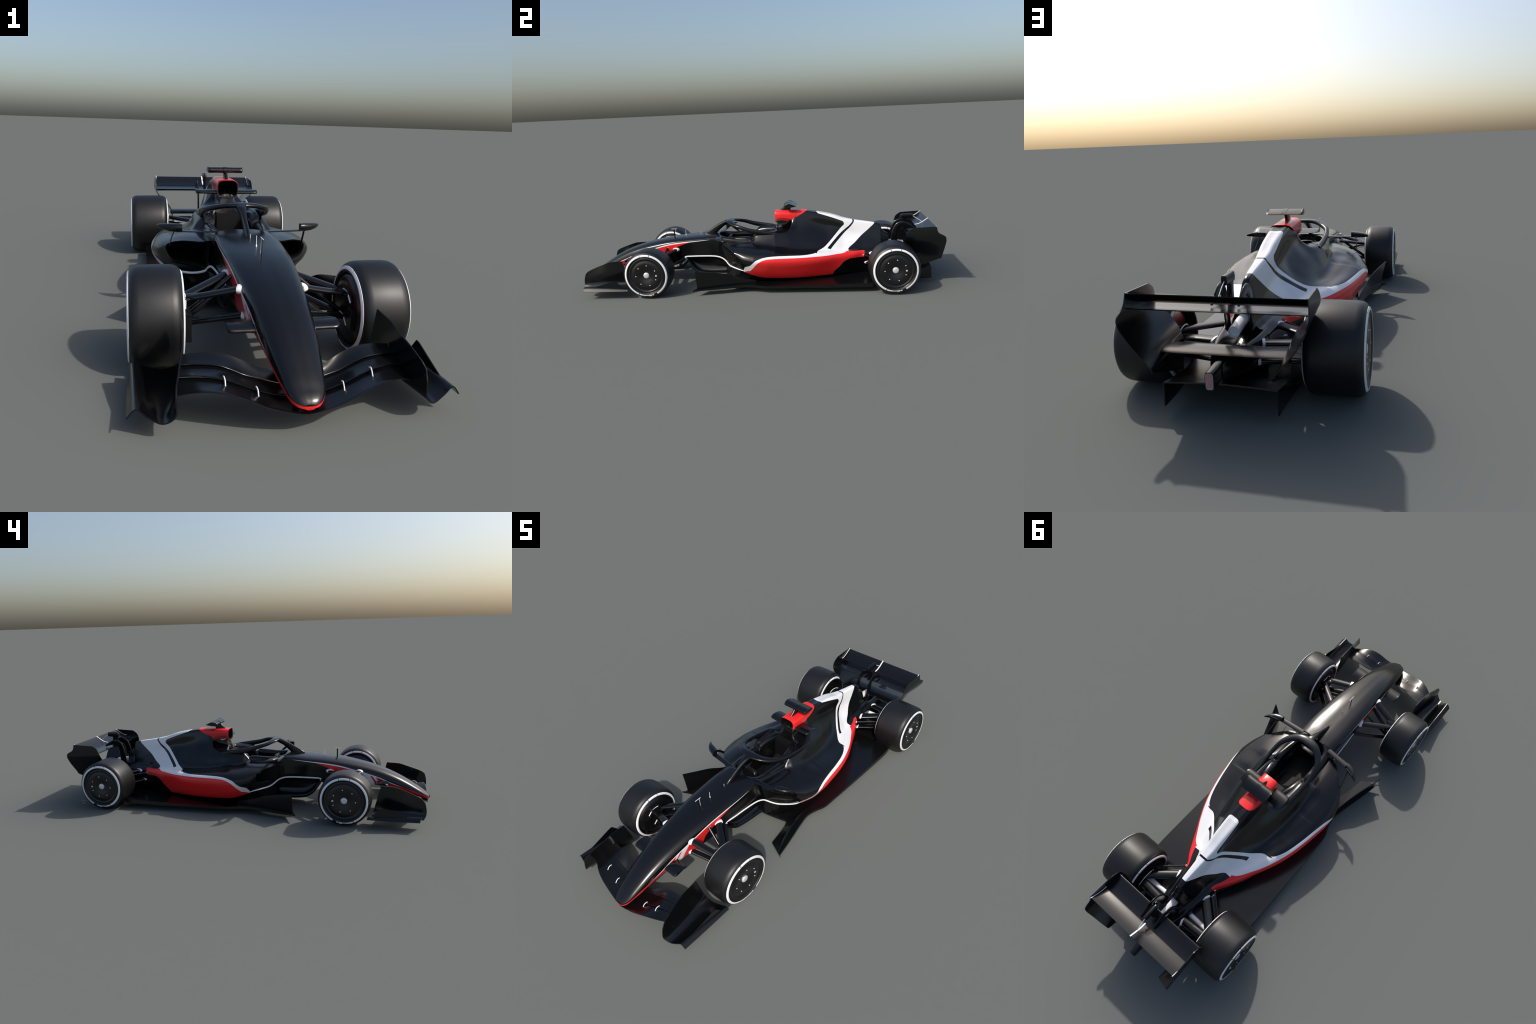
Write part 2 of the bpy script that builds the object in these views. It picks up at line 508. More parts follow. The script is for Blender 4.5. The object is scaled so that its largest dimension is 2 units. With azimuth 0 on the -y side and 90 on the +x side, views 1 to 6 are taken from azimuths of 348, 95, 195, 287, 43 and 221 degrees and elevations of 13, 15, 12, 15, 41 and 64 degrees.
body_net = [
    skin(-.21, roof=[(.050, -.205, .200), (.058, -.205, .210), (.072, -.21, .222)], flank=[(.088, -.215, .234), (.104, -.226, .243)],
         shelf=[(.132, -.225, .2395), (.190, -.172, .2325), (.234, -.133, .2140)], side=[(.2380, -.126, .188), (.2130, -.134, .156), (.108, -.198, .137)], base=[(.098, -.20, .045)]),
    skin(-.13, roof=[(.050, -.135, .200), (.060, -.135, .212), (.080, -.138, .230)], flank=[(.098, -.14, .2410), (.116, -.145, .2430)],
         shelf=[(.146, -.145, .2430), (.198, -.115, .2330), (.246, -.095, .2110)], side=[(.2640, -.088, .182), (.2470, -.098, .148), (.190, -.141, .1195)], base=[(.150, -.15, .045)]),
    skin(-.07, roof=[(.060, .150), (.068, .215), (.085, .240)], flank=[(.102, .2470), (.122, .2440)],
         shelf=[(.152, .2430), (.203, -.066, .2310), (.2545, -.058, .2080)], side=[(.2745, -.057, .178), (.2590, -.063, .144), (.2215, -.088, .1085)], base=[(.185, -.10, .045)]),
    skin(-.045, roof=[(.060, .150), (.064, .252), (.076, .264)], flank=[(.102, .2680), (.122, .2520)],
         shelf=[(.153, .2410), (.204, -.04, .2290), (.257, -.035, .2075)], side=[(.2795, -.035, .176), (.2650, -.038, .139), (.2300, -.052, .0960)], base=[(.190, -.065, .045)]),
    skin(-.020, roof=[(.059, .150), (.062, .268), (.076, .285)], flank=[(.103, .2890), (.124, .2660)],
         shelf=[(.152, .2380), (.204, .2270), (.258, .2070)], side=[(.2820, .175), (.2670, .134), (.2300, .0840)], base=[(.186, .045)]),
    skin(.040, roof=[(.057, .150), (.060, .272), (.076, .292)], flank=[(.104, .2965), (.126, .2710)],
         shelf=[(.151, .2330), (.203, .2235), (.258, .2055)], side=[(.2825, .173), (.2650, .126), (.2230, .0680)], base=[(.178, .045)]),
    skin(.078, roof=[(.050, .150), (.052, .272), (.070, .294)], flank=[(.104, .2980), (.127, .2715)],
         shelf=[(.150, .2270), (.200, .2180), (.254, .2045)], side=[(.2785, .172), (.2605, .124), (.2180, .0645)], base=[(.163, .045)]),
    skin(.082, roof=[(0, .180), (.030, .282), (.064, .296)], flank=[(.104, .2980), (.127, .2715)],
         shelf=[(.150, .2270), (.200, .2180), (.2535, .2045)], side=[(.2780, .172), (.2600, .124), (.2175, .0642)], base=[(.163, .045)]),
    skin(.100, roof=[(0, .350), (.026, .345), (.036, .308)], flank=[(.100, .2970), (.125, .2690)],
         shelf=[(.149, .2250), (.197, .2160), (.2515, .2030)], side=[(.2755, .171), (.2575, .123), (.2155, .0630)], base=[(.161, .045)]),
    skin(.150, roof=[(0, .362), (.030, .356), (.037, .323)], flank=[(.088, .3010), (.119, .2640)],
         shelf=[(.145, .2190), (.189, .2090), (.2450, .1990)], side=[(.2680, .169), (.2505, .121), (.2100, .0605)], base=[(.157, .045)]),
    skin(.200, roof=[(0, .3985), (.030, .3965), (.0385, .372)], flank=[(.058, .3220), (.104, .2660)],
         shelf=[(.138, .2135), (.181, .2020), (.2350, .1955)], side=[(.2585, .167), (.2415, .119), (.2030, .0595)], base=[(.152, .045)]),
    skin(.255, roof=[(0, .3965), (.029, .3945), (.0370, .368)], flank=[(.051, .3210), (.094, .2620)],
         shelf=[(.130, .2085), (.170, .1975), (.2200, .1925)], side=[(.2440, .1655), (.2285, .117), (.1935, .0590)], base=[(.147, .045)]),
    skin(.310, roof=[(0, .3895), (.027, .3875), (.0350, .362)], flank=[(.0425, .3135), (.082, .2570)],
         shelf=[(.118, .2110), (.154, .1955), (.2000, .1905)], side=[(.2250, .1640), (.2110, .115), (.1775, .0590)], base=[(.140, .045)]),
    skin(.370, roof=[(0, .3790), (.025, .3765), (.0330, .350)], flank=[(.0355, .305), (.064, .2570)],
         shelf=[(.096, .2190), (.128, .1945), (.1720, .1870)], side=[(.1970, .1630), (.1860, .113), (.1600, .0590)], base=[(.128, .045)]),
    skin(.420, roof=[(0, .3670), (.024, .3640), (.0320, .338)], flank=[(.0340, .302), (.052, .265)],
         shelf=[(.080, .2230), (.108, .1905), (.1470, .1825)], side=[(.1710, .1620), (.1640, .112), (.1430, .0590)], base=[(.112, .045)]),
    skin(.470, roof=[(0, .3500), (.022, .3465), (.0305, .321)], flank=[(.0330, .285), (.045, .250)],
         shelf=[(.066, .2160), (.089, .1860), (.1200, .1785)], side=[(.1450, .1610), (.1450, .116), (.1240, .0600)], base=[(.098, .045)]),
    skin(.530, roof=[(0, .3365), (.0175, .3320), (.0250, .305)], flank=[(.0310, .265), (.043, .238)],
         shelf=[(.058, .2130), (.071, .1870), (.0880, .1785)], side=[(.1130, .1620), (.1140, .122), (.1000, .0600)], base=[(.084, .045)]),
    skin(.580, roof=[(0, .3285), (.0140, .3240), (.0210, .300)], flank=[(.0300, .258), (.040, .232)],
         shelf=[(.050, .2080), (.058, .1870), (.0680, .1775)], side=[(.0820, .1650), (.0900, .130), (.0830, .0650)], base=[(.072, .045)]),
    skin(.640, roof=[(0, .3185), (.0120, .3130), (.0190, .285)], flank=[(.0290, .245), (.038, .220)],
         shelf=[(.046, .1980), (.055, .1830), (.0680, .1760)], side=[(.0830, .1620), (.0850, .128), (.0780, .0700)], base=[(.070, .045)]),
    skin(.677, roof=[(0, .3080), (.0110, .3010), (.0180, .276)], flank=[(.0280, .240), (.036, .214)],
         shelf=[(.043, .1920), (.052, .1800), (.0640, .1740)], side=[(.0790, .1600), (.0810, .126), (.0750, .0720)], base=[(.068, .045)]),
    skin(.685, roof=[(0, .2800), (.0110, .2770), (.0180, .264)], flank=[(.0270, .236), (.035, .210)],
         shelf=[(.042, .1900), (.051, .1790), (.0630, .1735)], side=[(.0780, .1595), (.0800, .126), (.0745, .0720)], base=[(.067, .045)]),
    skin(.722, roof=[(0, .2520), (.0110, .2500), (.0180, .240)], flank=[(.0240, .222), (.031, .200)],
         shelf=[(.038, .1830), (.047, .1750), (.0590, .1715)], side=[(.0740, .1580), (.0765, .125), (.0715, .0730)], base=[(.064, .045)]),
]
PU, PV = 4, 6
surf = patch(body_net, PU, PV)
nu, nv = surf.shape[:2]
du, dv = np.gradient(surf, axis=0), np.gradient(surf, axis=1)
nrm = np.cross(dv, du)
nrm /= np.linalg.norm(nrm, axis=2, keepdims=True) + 1e-12
cut = 5 * PV            # column where the cover meets the sidepod shelf


def region(name, j0, j1, sides):
    cols = j1 - j0 + 1
    verts, norms, faces = [], [], []
    for sd in sides:
        base = len(verts)
        verts += flip(list(surf[:, j0:j1+1].reshape(-1, 3)), sd)
        norms += flip(list(nrm[:, j0:j1+1].reshape(-1, 3)), sd)
        q = grid_faces(nu, cols, base=base)
        faces += q if sd > 0 else [tuple(reversed(k)) for k in q]
    me = bpy.data.meshes.new(name)
    me.from_pydata([tuple(map(float, p)) for p in verts], [], faces)
    me.materials.append(livery)
    me.shade_smooth()
    me.normals_split_custom_set_from_vertices([tuple(map(float, p)) for p in norms])
    return add(name, me, car)

region('engine_cover', 0, cut, (1, -1))
region('sidepod', cut, nv - 1, (1,))
region('sidepod', cut, nv - 1, (-1,))

# sidepod intake: a lip ring and a dark duct behind it
mouth = list(surf[0, cut - PV:nv - PV])
for sd in (1, -1):
    centre = V3(.108, -.165, .19)
    loops = []
    for depth, scale in ((0, 1.0), (.003, .965), (.03, .92), (.10, .88), (.20, .86), (.32, .80)):
        c = centre + V3(0, depth, 0)
        loops.append([c + V3(0, 0, -.12*depth) + (p - centre) * V3(scale, max(.3, 1 - 3*depth), scale - (.07 if depth else 0) - depth*.6) for p in mouth])
    rings('intake_duct', loops, void_black, car, sd, 60, caps=(False, True))

# --- airbox intake (red) -----------------------------------------------------

def airbox_ring(y, half, z0, z1, slant=0.0, power=3.6):
    zc, hz = (z0 + z1) / 2, (z1 - z0) / 2
    return [V3(a, y + (zc + b - z0) * slant, zc + b) for a, b in ellipse(40, half, hz, power)]

outer = [airbox_ring(.084, .0385, .3395, .4030), airbox_ring(.087, .0395, .3385, .4040), airbox_ring(.110, .0400, .3385, .4038, .2),
         airbox_ring(.130, .0398, .3390, .4030, .8), airbox_ring(.145, .0396, .3395, .4022, 1.4), airbox_ring(.158, .0394, .3400, .4012, 1.75)]
airbox = rings('airbox', outer, red_paint, car, caps=(False, False))
inner = [airbox_ring(.084, .0385, .3395, .4030), airbox_ring(.0855, .0350, .3425, .3995), airbox_ring(.12, .034, .343, .398), airbox_ring(.17, .028, .348, .393)]
rings('airbox_throat', inner, void_black, airbox, caps=(False, True))
for sd in (1, -1):      # struts inside the intake
    rod('airbox_strut', [(0, .10, .397), (.014 * sd, .10, .345)], carbon, airbox, .002, .010, up=(0, 1, 0))

# winglets beside the airbox
for sd in (1, -1):
    wing('airbox_winglet', [(.034, .092, .356), (.075, .092, .3565), (.110, .094, .357), (.1145, .098, .357)],
         [(.034, .166, .355), (.075, .165, .3555), (.110, .164, .3565), (.1145, .160, .357)], .0130, .002, black_paint, airbox, sd)

# camera bar on top
bar = wing('camera_bar', [(.008, .139, .434), (.040, .139, .434), (.063, .140, .434), (.0655, .146, .435)],
           [(.008, .207, .4305), (.040, .207, .4305), (.063, .206, .431), (.0655, .202, .432)], .0205, .002, black_paint, car, 1, both=True)
wing('camera_bar_clamp', [(-.0072, .137, .434), (.0072, .137, .434)], [(-.0072, .205, .431), (.0072, .205, .431)], .0225, .002, black_paint, bar)
rings('camera_stalk', [[V3(a, c + b, z) for a, b in ellipse(20, .0075, w, 2.4)] for c, w, z in
                       ((.136, .034, .398), (.140, .031, .404), (.150, .024, .418), (.164, .022, .434))], black_paint, bar)

# --- halo --------------------------------------------------------------------

hoop = [(-.040, -.174, .3475), (0, -.180, .3505), (.045, -.172, .3475), (.083, -.143, .3365), (.1040, -.103, .3255), (.1110, -.055, .3100), (.1110, 0, .2985), (.1080, .050, .2920), (.1040, .100, .2840)]
path = curve_through(hoop, 6)[6:]
k = np.linspace(0, 1, len(path))
halo_w = np.interp(k, [0, .2, .45, .7, 1], [.046, .034, .0200, .0170, .024])
halo_h = np.interp(k, [0, .2, .45, .7, 1], [.0150, .0165, .0215, .0280, .022])
loops = []
for i, p in enumerate(path):
    t = path[min(i+1, len(path)-1)] - path[max(i-1, 0)]
    t = np.array([1.0, 0, 0]) if i == 0 else t / np.linalg.norm(t)
    r = np.cross(t, V3(0, 0, 1)); r /= np.linalg.norm(r)
    u = np.cross(r, t)
    loops.append([p + r*a + u*b for a, b in ellipse(20, halo_w[i]/2, halo_h[i]/2, 2.6)])
halo = rings('halo', loops, black_paint, car, caps=(False, True), both=True, smooth=60)
post = [(-.346, -.272, .266, .0105), (-.341, -.2715, .275, .0100), (-.312, -.257, .292, .0085), (-.283, -.239, .309, .0085),
        (-.256, -.219, .325, .0100), (-.228, -.190, .340, .0150), (-.200, -.165, .351, .0230)]
rings('halo_post', [[V3(b, (a0+a1)/2 + a, zz + (a/(a1-a0)) * -.012) for a, b in ellipse(24, (a1-a0)/2, w, 2.2)] for a0, a1, zz, w in post], black_paint, halo, smooth=60)

# --- cockpit -----------------------------------------------------------------

box('cockpit_floor', (-.075, -.235, .118), (.075, .02, .150), void_black, car)
box('dash_panel', (-.062, -.238, .150), (.062, -.195, .205), void_black, car, .006)
rings('seat', [[V3(a, y, z0 + b) for a, b in ellipse(20, w, h, 3)] for y, w, z0, h in ((-.070, .045, .150, .008), (-.010, .050, .152, .012), (.030, .052, .160, .020), (.060, .052, .180, .030))], void_black, car)
box('seat_back', (-.053, .046, .140), (.053, .088, .287), void_black, car, .008)
for sd in (1, -1):      # head surround and side bolsters along the cockpit edge
    rings('head_pad', [[V3(xc + a, y, zc + b) for a, b in ellipse(18, w, h, 2.6)] for y, xc, zc, w, h in
                       ((-.044, .080, .252, .012, .010), (-.038, .080, .258, .018, .020), (-.01, .078, .266, .021, .025), (.03, .072, .270, .020, .025),
                        (.07, .062, .274, .018, .022), (.084, .054, .272, .014, .018))], black_paint, car, sd)
    rings('side_bolster', [[V3(xc + a, y, zc + b) for a, b in ellipse(18, w, h, 2.6)] for y, xc, zc, w, h in
                       ((-.205, .070, .258, .006, .008), (-.185, .076, .252, .011, .016), (-.14, .083, .246, .016, .024), (-.09, .087, .246, .019, .027),
                        (-.060, .088, .246, .020, .027), (-.052, .088, .245, .018, .023))], black_paint, car, sd)
wheel_body = rings('steering_wheel', [[V3(a, y + b*.35, .243 + b) for a, b in ellipse(28, w, h, 3)] for y, w, h in ((-.196, .036, .020), (-.190, .040, .023), (-.180, .038, .021))], soft_black, car)
for i in range(9):      # small lamps on the driver's side of the wheel
    a = -.026 + .0065 * i
    lamp = [V3(a + p, -.1785 + .35*(.008*math.sin(i*2.1)) + q, .243 + .008 * math.sin(i * 2.1) + r) for p, q, r in ((-.0018, 0, -.0018), (.0018, 0, -.0018), (.0018, .0007, .0018), (-.0018, .0007, .0018))]
    back = [p - V3(0, .003, 0) for p in lamp]
    rings('wheel_button', [back, lamp], screen_lamp[i % 4], wheel_body, smooth=20)
for sd in (1, -1):
    rod('wheel_grip', [(.038, -.188, .225), (.043, -.186, .243), (.038, -.184, .262)], soft_black, wheel_body, .009, .012, up=(0, 1, 0), side=sd)
rod('roll_hoop_brace', [(.020, .098, .340), (.030, .094, .300)], white_cap, car, .003, .003)
rod('roll_hoop_brace', [(-.020, .098, .340), (-.030, .094, .300)], carbon, car, .003, .003)

# --- mirrors -----------------------------------------------------------------

for sd in (1, -1):
    pod = [(.1925, -.237, -.2125, .272, .2965), (.205, -.2365, -.208, .2715, .297), (.230, -.229, -.199, .273, .296), (.250, -.214, -.190, .2765, .294), (.264, -.195, -.181, .280, .291), (.2700, -.182, -.177, .283, .288)]
    shell = rings('mirror', [[V3(x, (y0+y1)/2 + a, (z0+z1)/2 + b) for a, b in ellipse(20, (y1-y0)/2, (z1-z0)/2, 3.2)] for x, y0, y1, z0, z1 in pod], black_paint, car, sd, 50)
    rings('mirror_glass', [[V3(xc + a, y0 + slope*(xc + a - .225), .2845 + b) for a, b in ellipse(20, .026*k_, .0090*k_, 4)] for xc, y0, slope, k_ in ((.225, -.2025, .30, 1.0), (.225, -.1990, .30, .97))], glass, shell, sd)
    rod('mirror_stalk', [(.076, -.237, .2735), (.135, -.232, .2735), (.200, -.226, .2745)], black_paint, shell, .026, .0045, side=sd)
    rod('mirror_strut', [(.226, -.136, .212), (.222, -.165, .242), (.214, -.205, .276)], black_paint, shell, .004, .012, up=(0, 1, 0), side=sd)

# --- probes on the nose -------------------------------------------------------

probe = rod('pitot_mast', [(0, -.5150, .255), (0, -.5150, .308)], black_paint, car, .003, .007, up=(0, 1, 0))
rod('pitot_tube', [(0, -.531, .3090), (0, -.499, .3092)], white_cap, probe, .0022, .0022)
rod('pitot_wire', [(0, -.505, .262), (0, -.507, .308)], white_cap, probe, .0014, .0014, up=(0, 1, 0))
ant = rod('antenna', [(0, -.4462, .270), (0, -.4462, .276), (0, -.4462, .2775), (0, -.4462, .303)], white_cap, car, [.004, .004, .0015, .0015], [.004, .004, .0015, .0015], up=(0, 1, 0))
rod('antenna', [(0, -.357, .276), (0, -.357, .289)], white_cap, car, .0016, .0016, up=(0, 1, 0))

# --- winglets beside the nose -------------------------------------------------

for sd in (1, -1):
    wing('nose_winglet', [(.060, -.792, .150), (.100, -.792, .1505), (.128, -.791, .151), (.1335, -.786, .152)],
         [(.060, -.722, .1545), (.100, -.722, .1545), (.128, -.723, .155), (.1335, -.728, .155)], .0130, .004, black_paint, car, sd)

# --- keel, floor and diffuser --------------------------------------------------

keel_net = []
for y, w, zt, zb in ((-.445, .030, .160, .142), (-.436, .060, .1630, .128), (-.420, .074, .1645, .104), (-.395, .082, .1655, .070), (-.350, .089, .1665, .045),
                     (-.280, .096, .1655, .040), (-.230, .101, .1585, .040), (-.190, .106, .1400, .040), (-.120, .106, .1300, .040)):
    mid = .5*zt + .5*zb
    keel_net.append([(0, y, zt + .004), (.6*w, y, zt + .003), (w + .002, y, zt), (w - .004, y, zt - .009), (w*.66, y, zt - .024), (w*.56, y, mid), (w*.64, y, zb + .034), (w*.86, y, zb + .015), (w*.76, y, zb + .001), (0, y, zb)])
surf_k = patch(keel_net, 4, 4)
v, f = mirrored(list(surf_k.reshape(-1, 3)), grid_faces(*surf_k.shape[:2]))
build('keel', v, f, black_paint, car, 50)

# the white pinstripe along the ledge, from the suspension to the sidepod
pin = curve_through([(.079, -.462, .158), (.0845, -.435, .1625), (.0905, -.395, .1645), (.0945, -.330, .1655), (.0995, -.270, .1650), (.1035, -.240, .161), (.1085, -.214, .1500),
                     (.1145, -.198, .1365), (.131, -.187, .1285), (.156, -.172, .1230), (.190, -.1435, .1200), (.2165, -.110, .1150), (.2225, -.086, .1085)], 5)
for sd in (1, -1):
    rod('pinstripe', pin, white_cap, car, np.interp(np.arange(len(pin)), [0, 4, len(pin)-12, len(pin)-1], [.003, .0055, .0055, .003]), np.interp(np.arange(len(pin)), [0, 4, len(pin)-12, len(pin)-1], [.005, .0080, .0080, .0045]), side=sd)

plan = curve_through([(.322, -.348), (.300, -.245), (.274, -.135), (.2625, -.066), (.272, -.015), (.289, .035), (.292, .12), (.294, .25), (.295, .42), (.294, .57), (.2895, .612)], 5)
front_edge = curve_through([(.246, -.313), (.236, -.250), (.222, -.190), (.208, -.168), (.165, -.176), (.085, -.192), (0, -.195)], 4)
outline = [(0, .612)] + [tuple(p) for p in plan[::-1]] + [(.333, -.354)] + [tuple(p) for p in front_edge]
floor_lift = lambda x, y: .010 * max(0, min(1, (y - .1) / .5)) + .004 * max(0, min(1, (-.1 - y) / .2)) * -1
for sd in (1, -1):
    slab('floor_panel', outline, .0265, .0395, black_paint, car, sd, floor_lift)
    edge_net = [[(.3085, -.3355, .0340), (.3190, -.3355, .088), (.3320, -.3360, .1410)], [(.2890, -.27, .034), (.2975, -.27, .082), (.3080, -.27, .1285)],
                [(.2690, -.20, .034), (.2755, -.20, .075), (.2840, -.198, .1140)], [(.2530, -.13, .034), (.2575, -.13, .062), (.2630, -.13, .0870)],
                [(.2440, -.07, .036), (.2475, -.07, .055), (.2510, -.07, .0720)], [(.2400, -.02, .038), (.2420, -.02, .050), (.2440, -.02, .0620)]]
    sheet('floor_fence', patch(edge_net, 4, 4), .0028, black_paint, car, sd)
    for k_, xo in enumerate((.13, .17, .21)):      # strakes under the floor mouth
        sheet('floor_strake', patch([[(xo, -.185 + .01*k_, .034), (xo, -.185 + .01*k_, .062)], [(xo + .02, -.12, .034), (xo + .02, -.12, .055)]], 3, 2, slopes_v=slopes_monotone), .0025, black_paint, car, sd)

diff_net = [[(0, .600, .046), (.080, .600, .046), (.150, .600, .046), (.190, .600, .046)], [(0, .700, .052), (.080, .700, .052), (.140, .700, .052), (.176, .700, .052)],
            [(0, .800, .070), (.080, .800, .068), (.140, .800, .066), (.163, .800, .066)], [(0, .880, .088), (.08, .880, .085), (.140, .880, .083), (.1555, .880, .082)],
            [(0, .938, .101), (.08, .938, .098), (.140, .938, .0945), (.1535, .938, .0935)]]
for sd in (1, -1):
    sheet('diffuser', patch(diff_net, 4, 3), .004, carbon, car, sd)
    sheet('diffuser_fence', patch([[(.188, .60, .044), (.188, .60, .030)], [(.176, .70, .052), (.176, .70, .028)], [(.163, .80, .066), (.163, .80, .026)], [(.1555, .88, .083), (.156, .88, .027)], [(.1535, .938, .0955), (.154, .9395, .0285)]],
                                   4, 3, slopes_v=slopes_monotone), .003, black_paint, car, sd)

# --- gearbox, crash box, rain light, exhaust -----------------------------------

def pod_ring(y, w, z0, z1, power=2.6):
    return [V3(a, y, (z0+z1)/2 + b) for a, b in ellipse(28, w, (z1-z0)/2, power)]

gear_net = []
for y, w, ridge, trough, low in ((.700, .0770, .1730, .178, .070), (.740, .0730, .1710, .165, .074), (.780, .0670, .1700, .150, .080), (.820, .0580, .1690, .140, .088),
                                 (.860, .0480, .1670, .135, .096), (.900, .0350, .1630, .135, .103), (.930, .0220, .1580, .140, .108), (.945, .0080, .1450, .143, .120)):
    gear_net.append([(0, y, trough), (.30*w, y, trough + .25*(ridge - trough)), (.62*w, y, ridge - .004), (.80*w, y, ridge), (.97*w, y, ridge - .014), (w, y, .5*(ridge + low)), (.92*w, y, low + .008), (.7*w, y, low), (0, y, low)])
surf_g = patch(gear_net, 4, 4)
v, f = mirrored(list(surf_g.reshape(-1, 3)), grid_faces(*surf_g.shape[:2]))
gear = build('gearbox_housing', v, f, black_paint, car, 60)
crash = rings('crash_box', [[V3(a, y, zc + b) for a, b in ellipse(28, w, h, 4.5)] for y, w, zc, h in ((.86, .015, .140, .024), (.93, .0135, .137, .024), (.985, .0122, .135, .0238), (.9985, .0118, .135, .0235))], black_paint, gear)
light = rings('rain_light', [[V3(a, y, .135 + b) for a, b in ellipse(28, .0100, .0215, 5)] for y in (.996, .9992)], lens_grey, gear)
for row in range(8):
    for col in (-1, 0, 1):
        zc = .1525 - .005 * row + (.0025 if col else 0)
        if row == 7 and col == 0:
            continue
        rings('light_diode', [[V3(col*.0055 + a, y, zc - .0005 + b) for a, b in ellipse(8, .0015, .0015)] for y in (.9985, .9998)], lens_red, light)
pipe_path = [(y, z) for y, z in ((.690, .2035), (.740, .2005), (.806, .1925))]
pipe = [[V3(a, y, z + b) for a, b in ellipse(32, r, r)] for (y, z), r in zip(pipe_path, (.0165, .0165, .0165))]
pipe += [[V3(a, .806, .1925 + b) for a, b in ellipse(32, .0152, .0152)], [V3(a, .800, .1932 + b) for a, b in ellipse(32, .0148, .0148)]]
rings('exhaust_pipe', pipe, white_cap, car, caps=(True, True))

# --- front wing ------------------------------------------------------------------

front_wing = bpy.data.objects.new('front_wing', None)
bpy.context.scene.collection.objects.link(front_wing)
front_wing.parent = car

edge_a = [(0, -.9965, .0505), (.0225, -.9940, .0515), (.0762, -.9868, .0625), (.1271, -.9791, .0832), (.1672, -.9676, .0925), (.200, -.9535, .0912), (.2294, -.938, .0835), (.262, -.925, .0720)]
edge_b = [(0, -.9340, .0600), (.055, -.9314, .0659), (.0974, -.9265, .0774), (.1294, -.9219, .0894), (.1645, -.9133, .0987), (.1962, -.9040, .1010), (.2224, -.896, .1000), (.256, -.884, .0950)]
edge_c = [(.030, -.8900, .0680), (.0713, -.8792, .0752), (.1069, -.8730, .0832), (.1384, -.8709, .0979), (.1659, -.8686, .1078), (.2081, -.8618, .1102), (.248, -.852, .1070)]
edge_d = [(.030, -.8760, .0880), (.0727, -.8620, .0950), (.0930, -.8500, .1000), (.1230, -.8370, .1100), (.1463, -.8332, .1174), (.1762, -.8287, .1220), (.2007, -.8255, .1216), (.246, -.823, .1180)]


def along(curve, xs, dy=0.0, dz=0.0):
    p = np.array(curve)
    return [(x, float(np.interp(x, p[:, 0], p[:, 1])) + dy, float(np.interp(x, p[:, 0], p[:, 2])) + dz) for x in xs]

fine_a, fine_b, fine_c, fine_d = (curve_through(e, 6) for e in (edge_a, edge_b, edge_c, edge_d))
# spans of the leading and trailing edges, each ending on the endplate
span0, span0_back = np.linspace(0, .2605, 22), np.linspace(0, .2500, 22)
span1, span1_back = np.linspace(.030, .2510, 18), np.linspace(.030, .2440, 18)
span2, span2_back = np.linspace(.030, .2450, 18), np.linspace(.030, .2390, 18)
wing('wing_main_plane', along(fine_a, span0), along(fine_b, span0_back, .007, -.0055), .0042, -.003, black_paint, front_wing, both=True, per=1)
for sd in (1, -1):
    wing('wing_flap', along(fine_b, span1), along(fine_c, span1_back, .006, -.004), .0030, -.003, black_paint, front_wing, sd, per=1)
    wing('wing_flap', along(fine_c, span2), along(fine_d, span2_back), .0028, -.003, black_paint, front_wing, sd, per=1)
    for xb in (.093, .160):
        (x0, y0, z0), = along(fine_b, [xb])
        rod('slot_bracket', curve_through([(xb, y0 - .016, z0 - .009), (xb, y0 - .008, z0 + .002), (xb + .001, y0 + .001, z0 + .0055), (xb + .001, y0 + .008, z0 + .003)], 4),
            white_cap, front_wing, .0030, .0040, side=sd)
    ep = [[(.2615, -.970, .1190), (.2625, -.9785, .0900), (.2650, -.9795, .0550), (.2880, -.9690, .0385), (.3180, -.958, .0500), (.3390, -.9550, .0660), (.3570, -.9520, .0460)],
          [(.2570, -.958, .1315), (.2610, -.9580, .0950), (.2660, -.9570, .0540), (.2890, -.9500, .0385), (.3180, -.945, .0495), (.3392, -.9430, .0655), (.3570, -.9400, .0458)],
          [(.2510, -.925, .1468), (.2570, -.9250, .1030), (.2630, -.9240, .0540), (.2880, -.9200, .0380), (.3180, -.915, .0490), (.3400, -.9120, .0645), (.3570, -.9100, .0452)],
          [(.2425, -.878, .1640), (.2500, -.8770, .1130), (.2560, -.8750, .0540), (.2850, -.8730, .0380), (.3180, -.870, .0480), (.3405, -.8700, .0630), (.3570, -.8700, .0447)],
          [(.2385, -.823, .1800), (.2420, -.8190, .1200), (.2470, -.8130, .0545), (.2800, -.8080, .0390), (.3180, -.805, .0470), (.3425, -.8030, .0595), (.3565, -.8020, .0443)],
          [(.2365, -.763, .1828), (.2370, -.7480, .1250), (.2390, -.7300, .0560), (.2750, -.7250, .0400), (.3180, -.716, .0460), (.3450, -.7100, .0540), (.3555, -.7070, .0440)]]
    sheet('wing_endplate', patch(ep, 5, 5), .0030, black_paint, front_wing, sd)
    fin = [[(.3400, -.897, .0640), (.3400, -.897, .0648), (.3400, -.896, .0656)], [(.3415, -.840, .0600), (.3420, -.838, .0720), (.3425, -.836, .0835)],
           [(.3430, -.785, .0570), (.3440, -.782, .0790), (.3450, -.779, .1000)], [(.3440, -.735, .0550), (.3450, -.752, .0780), (.3455, -.770, .1005)]]
    sheet('wing_canard', patch(fin, 4, 3), .0026, black_paint, front_wing, sd)
    rod('nose_pylon', [(.022, -.975, .064), (.022, -.970, .050)], black_paint, front_wing, .005, .030, up=(0, 1, 0), side=sd)

# --- rear wing ---------------------------------------------------------------------

rear_wing = bpy.data.objects.new('rear_wing', None)
bpy.context.scene.collection.objects.link(rear_wing)
rear_wing.parent = car

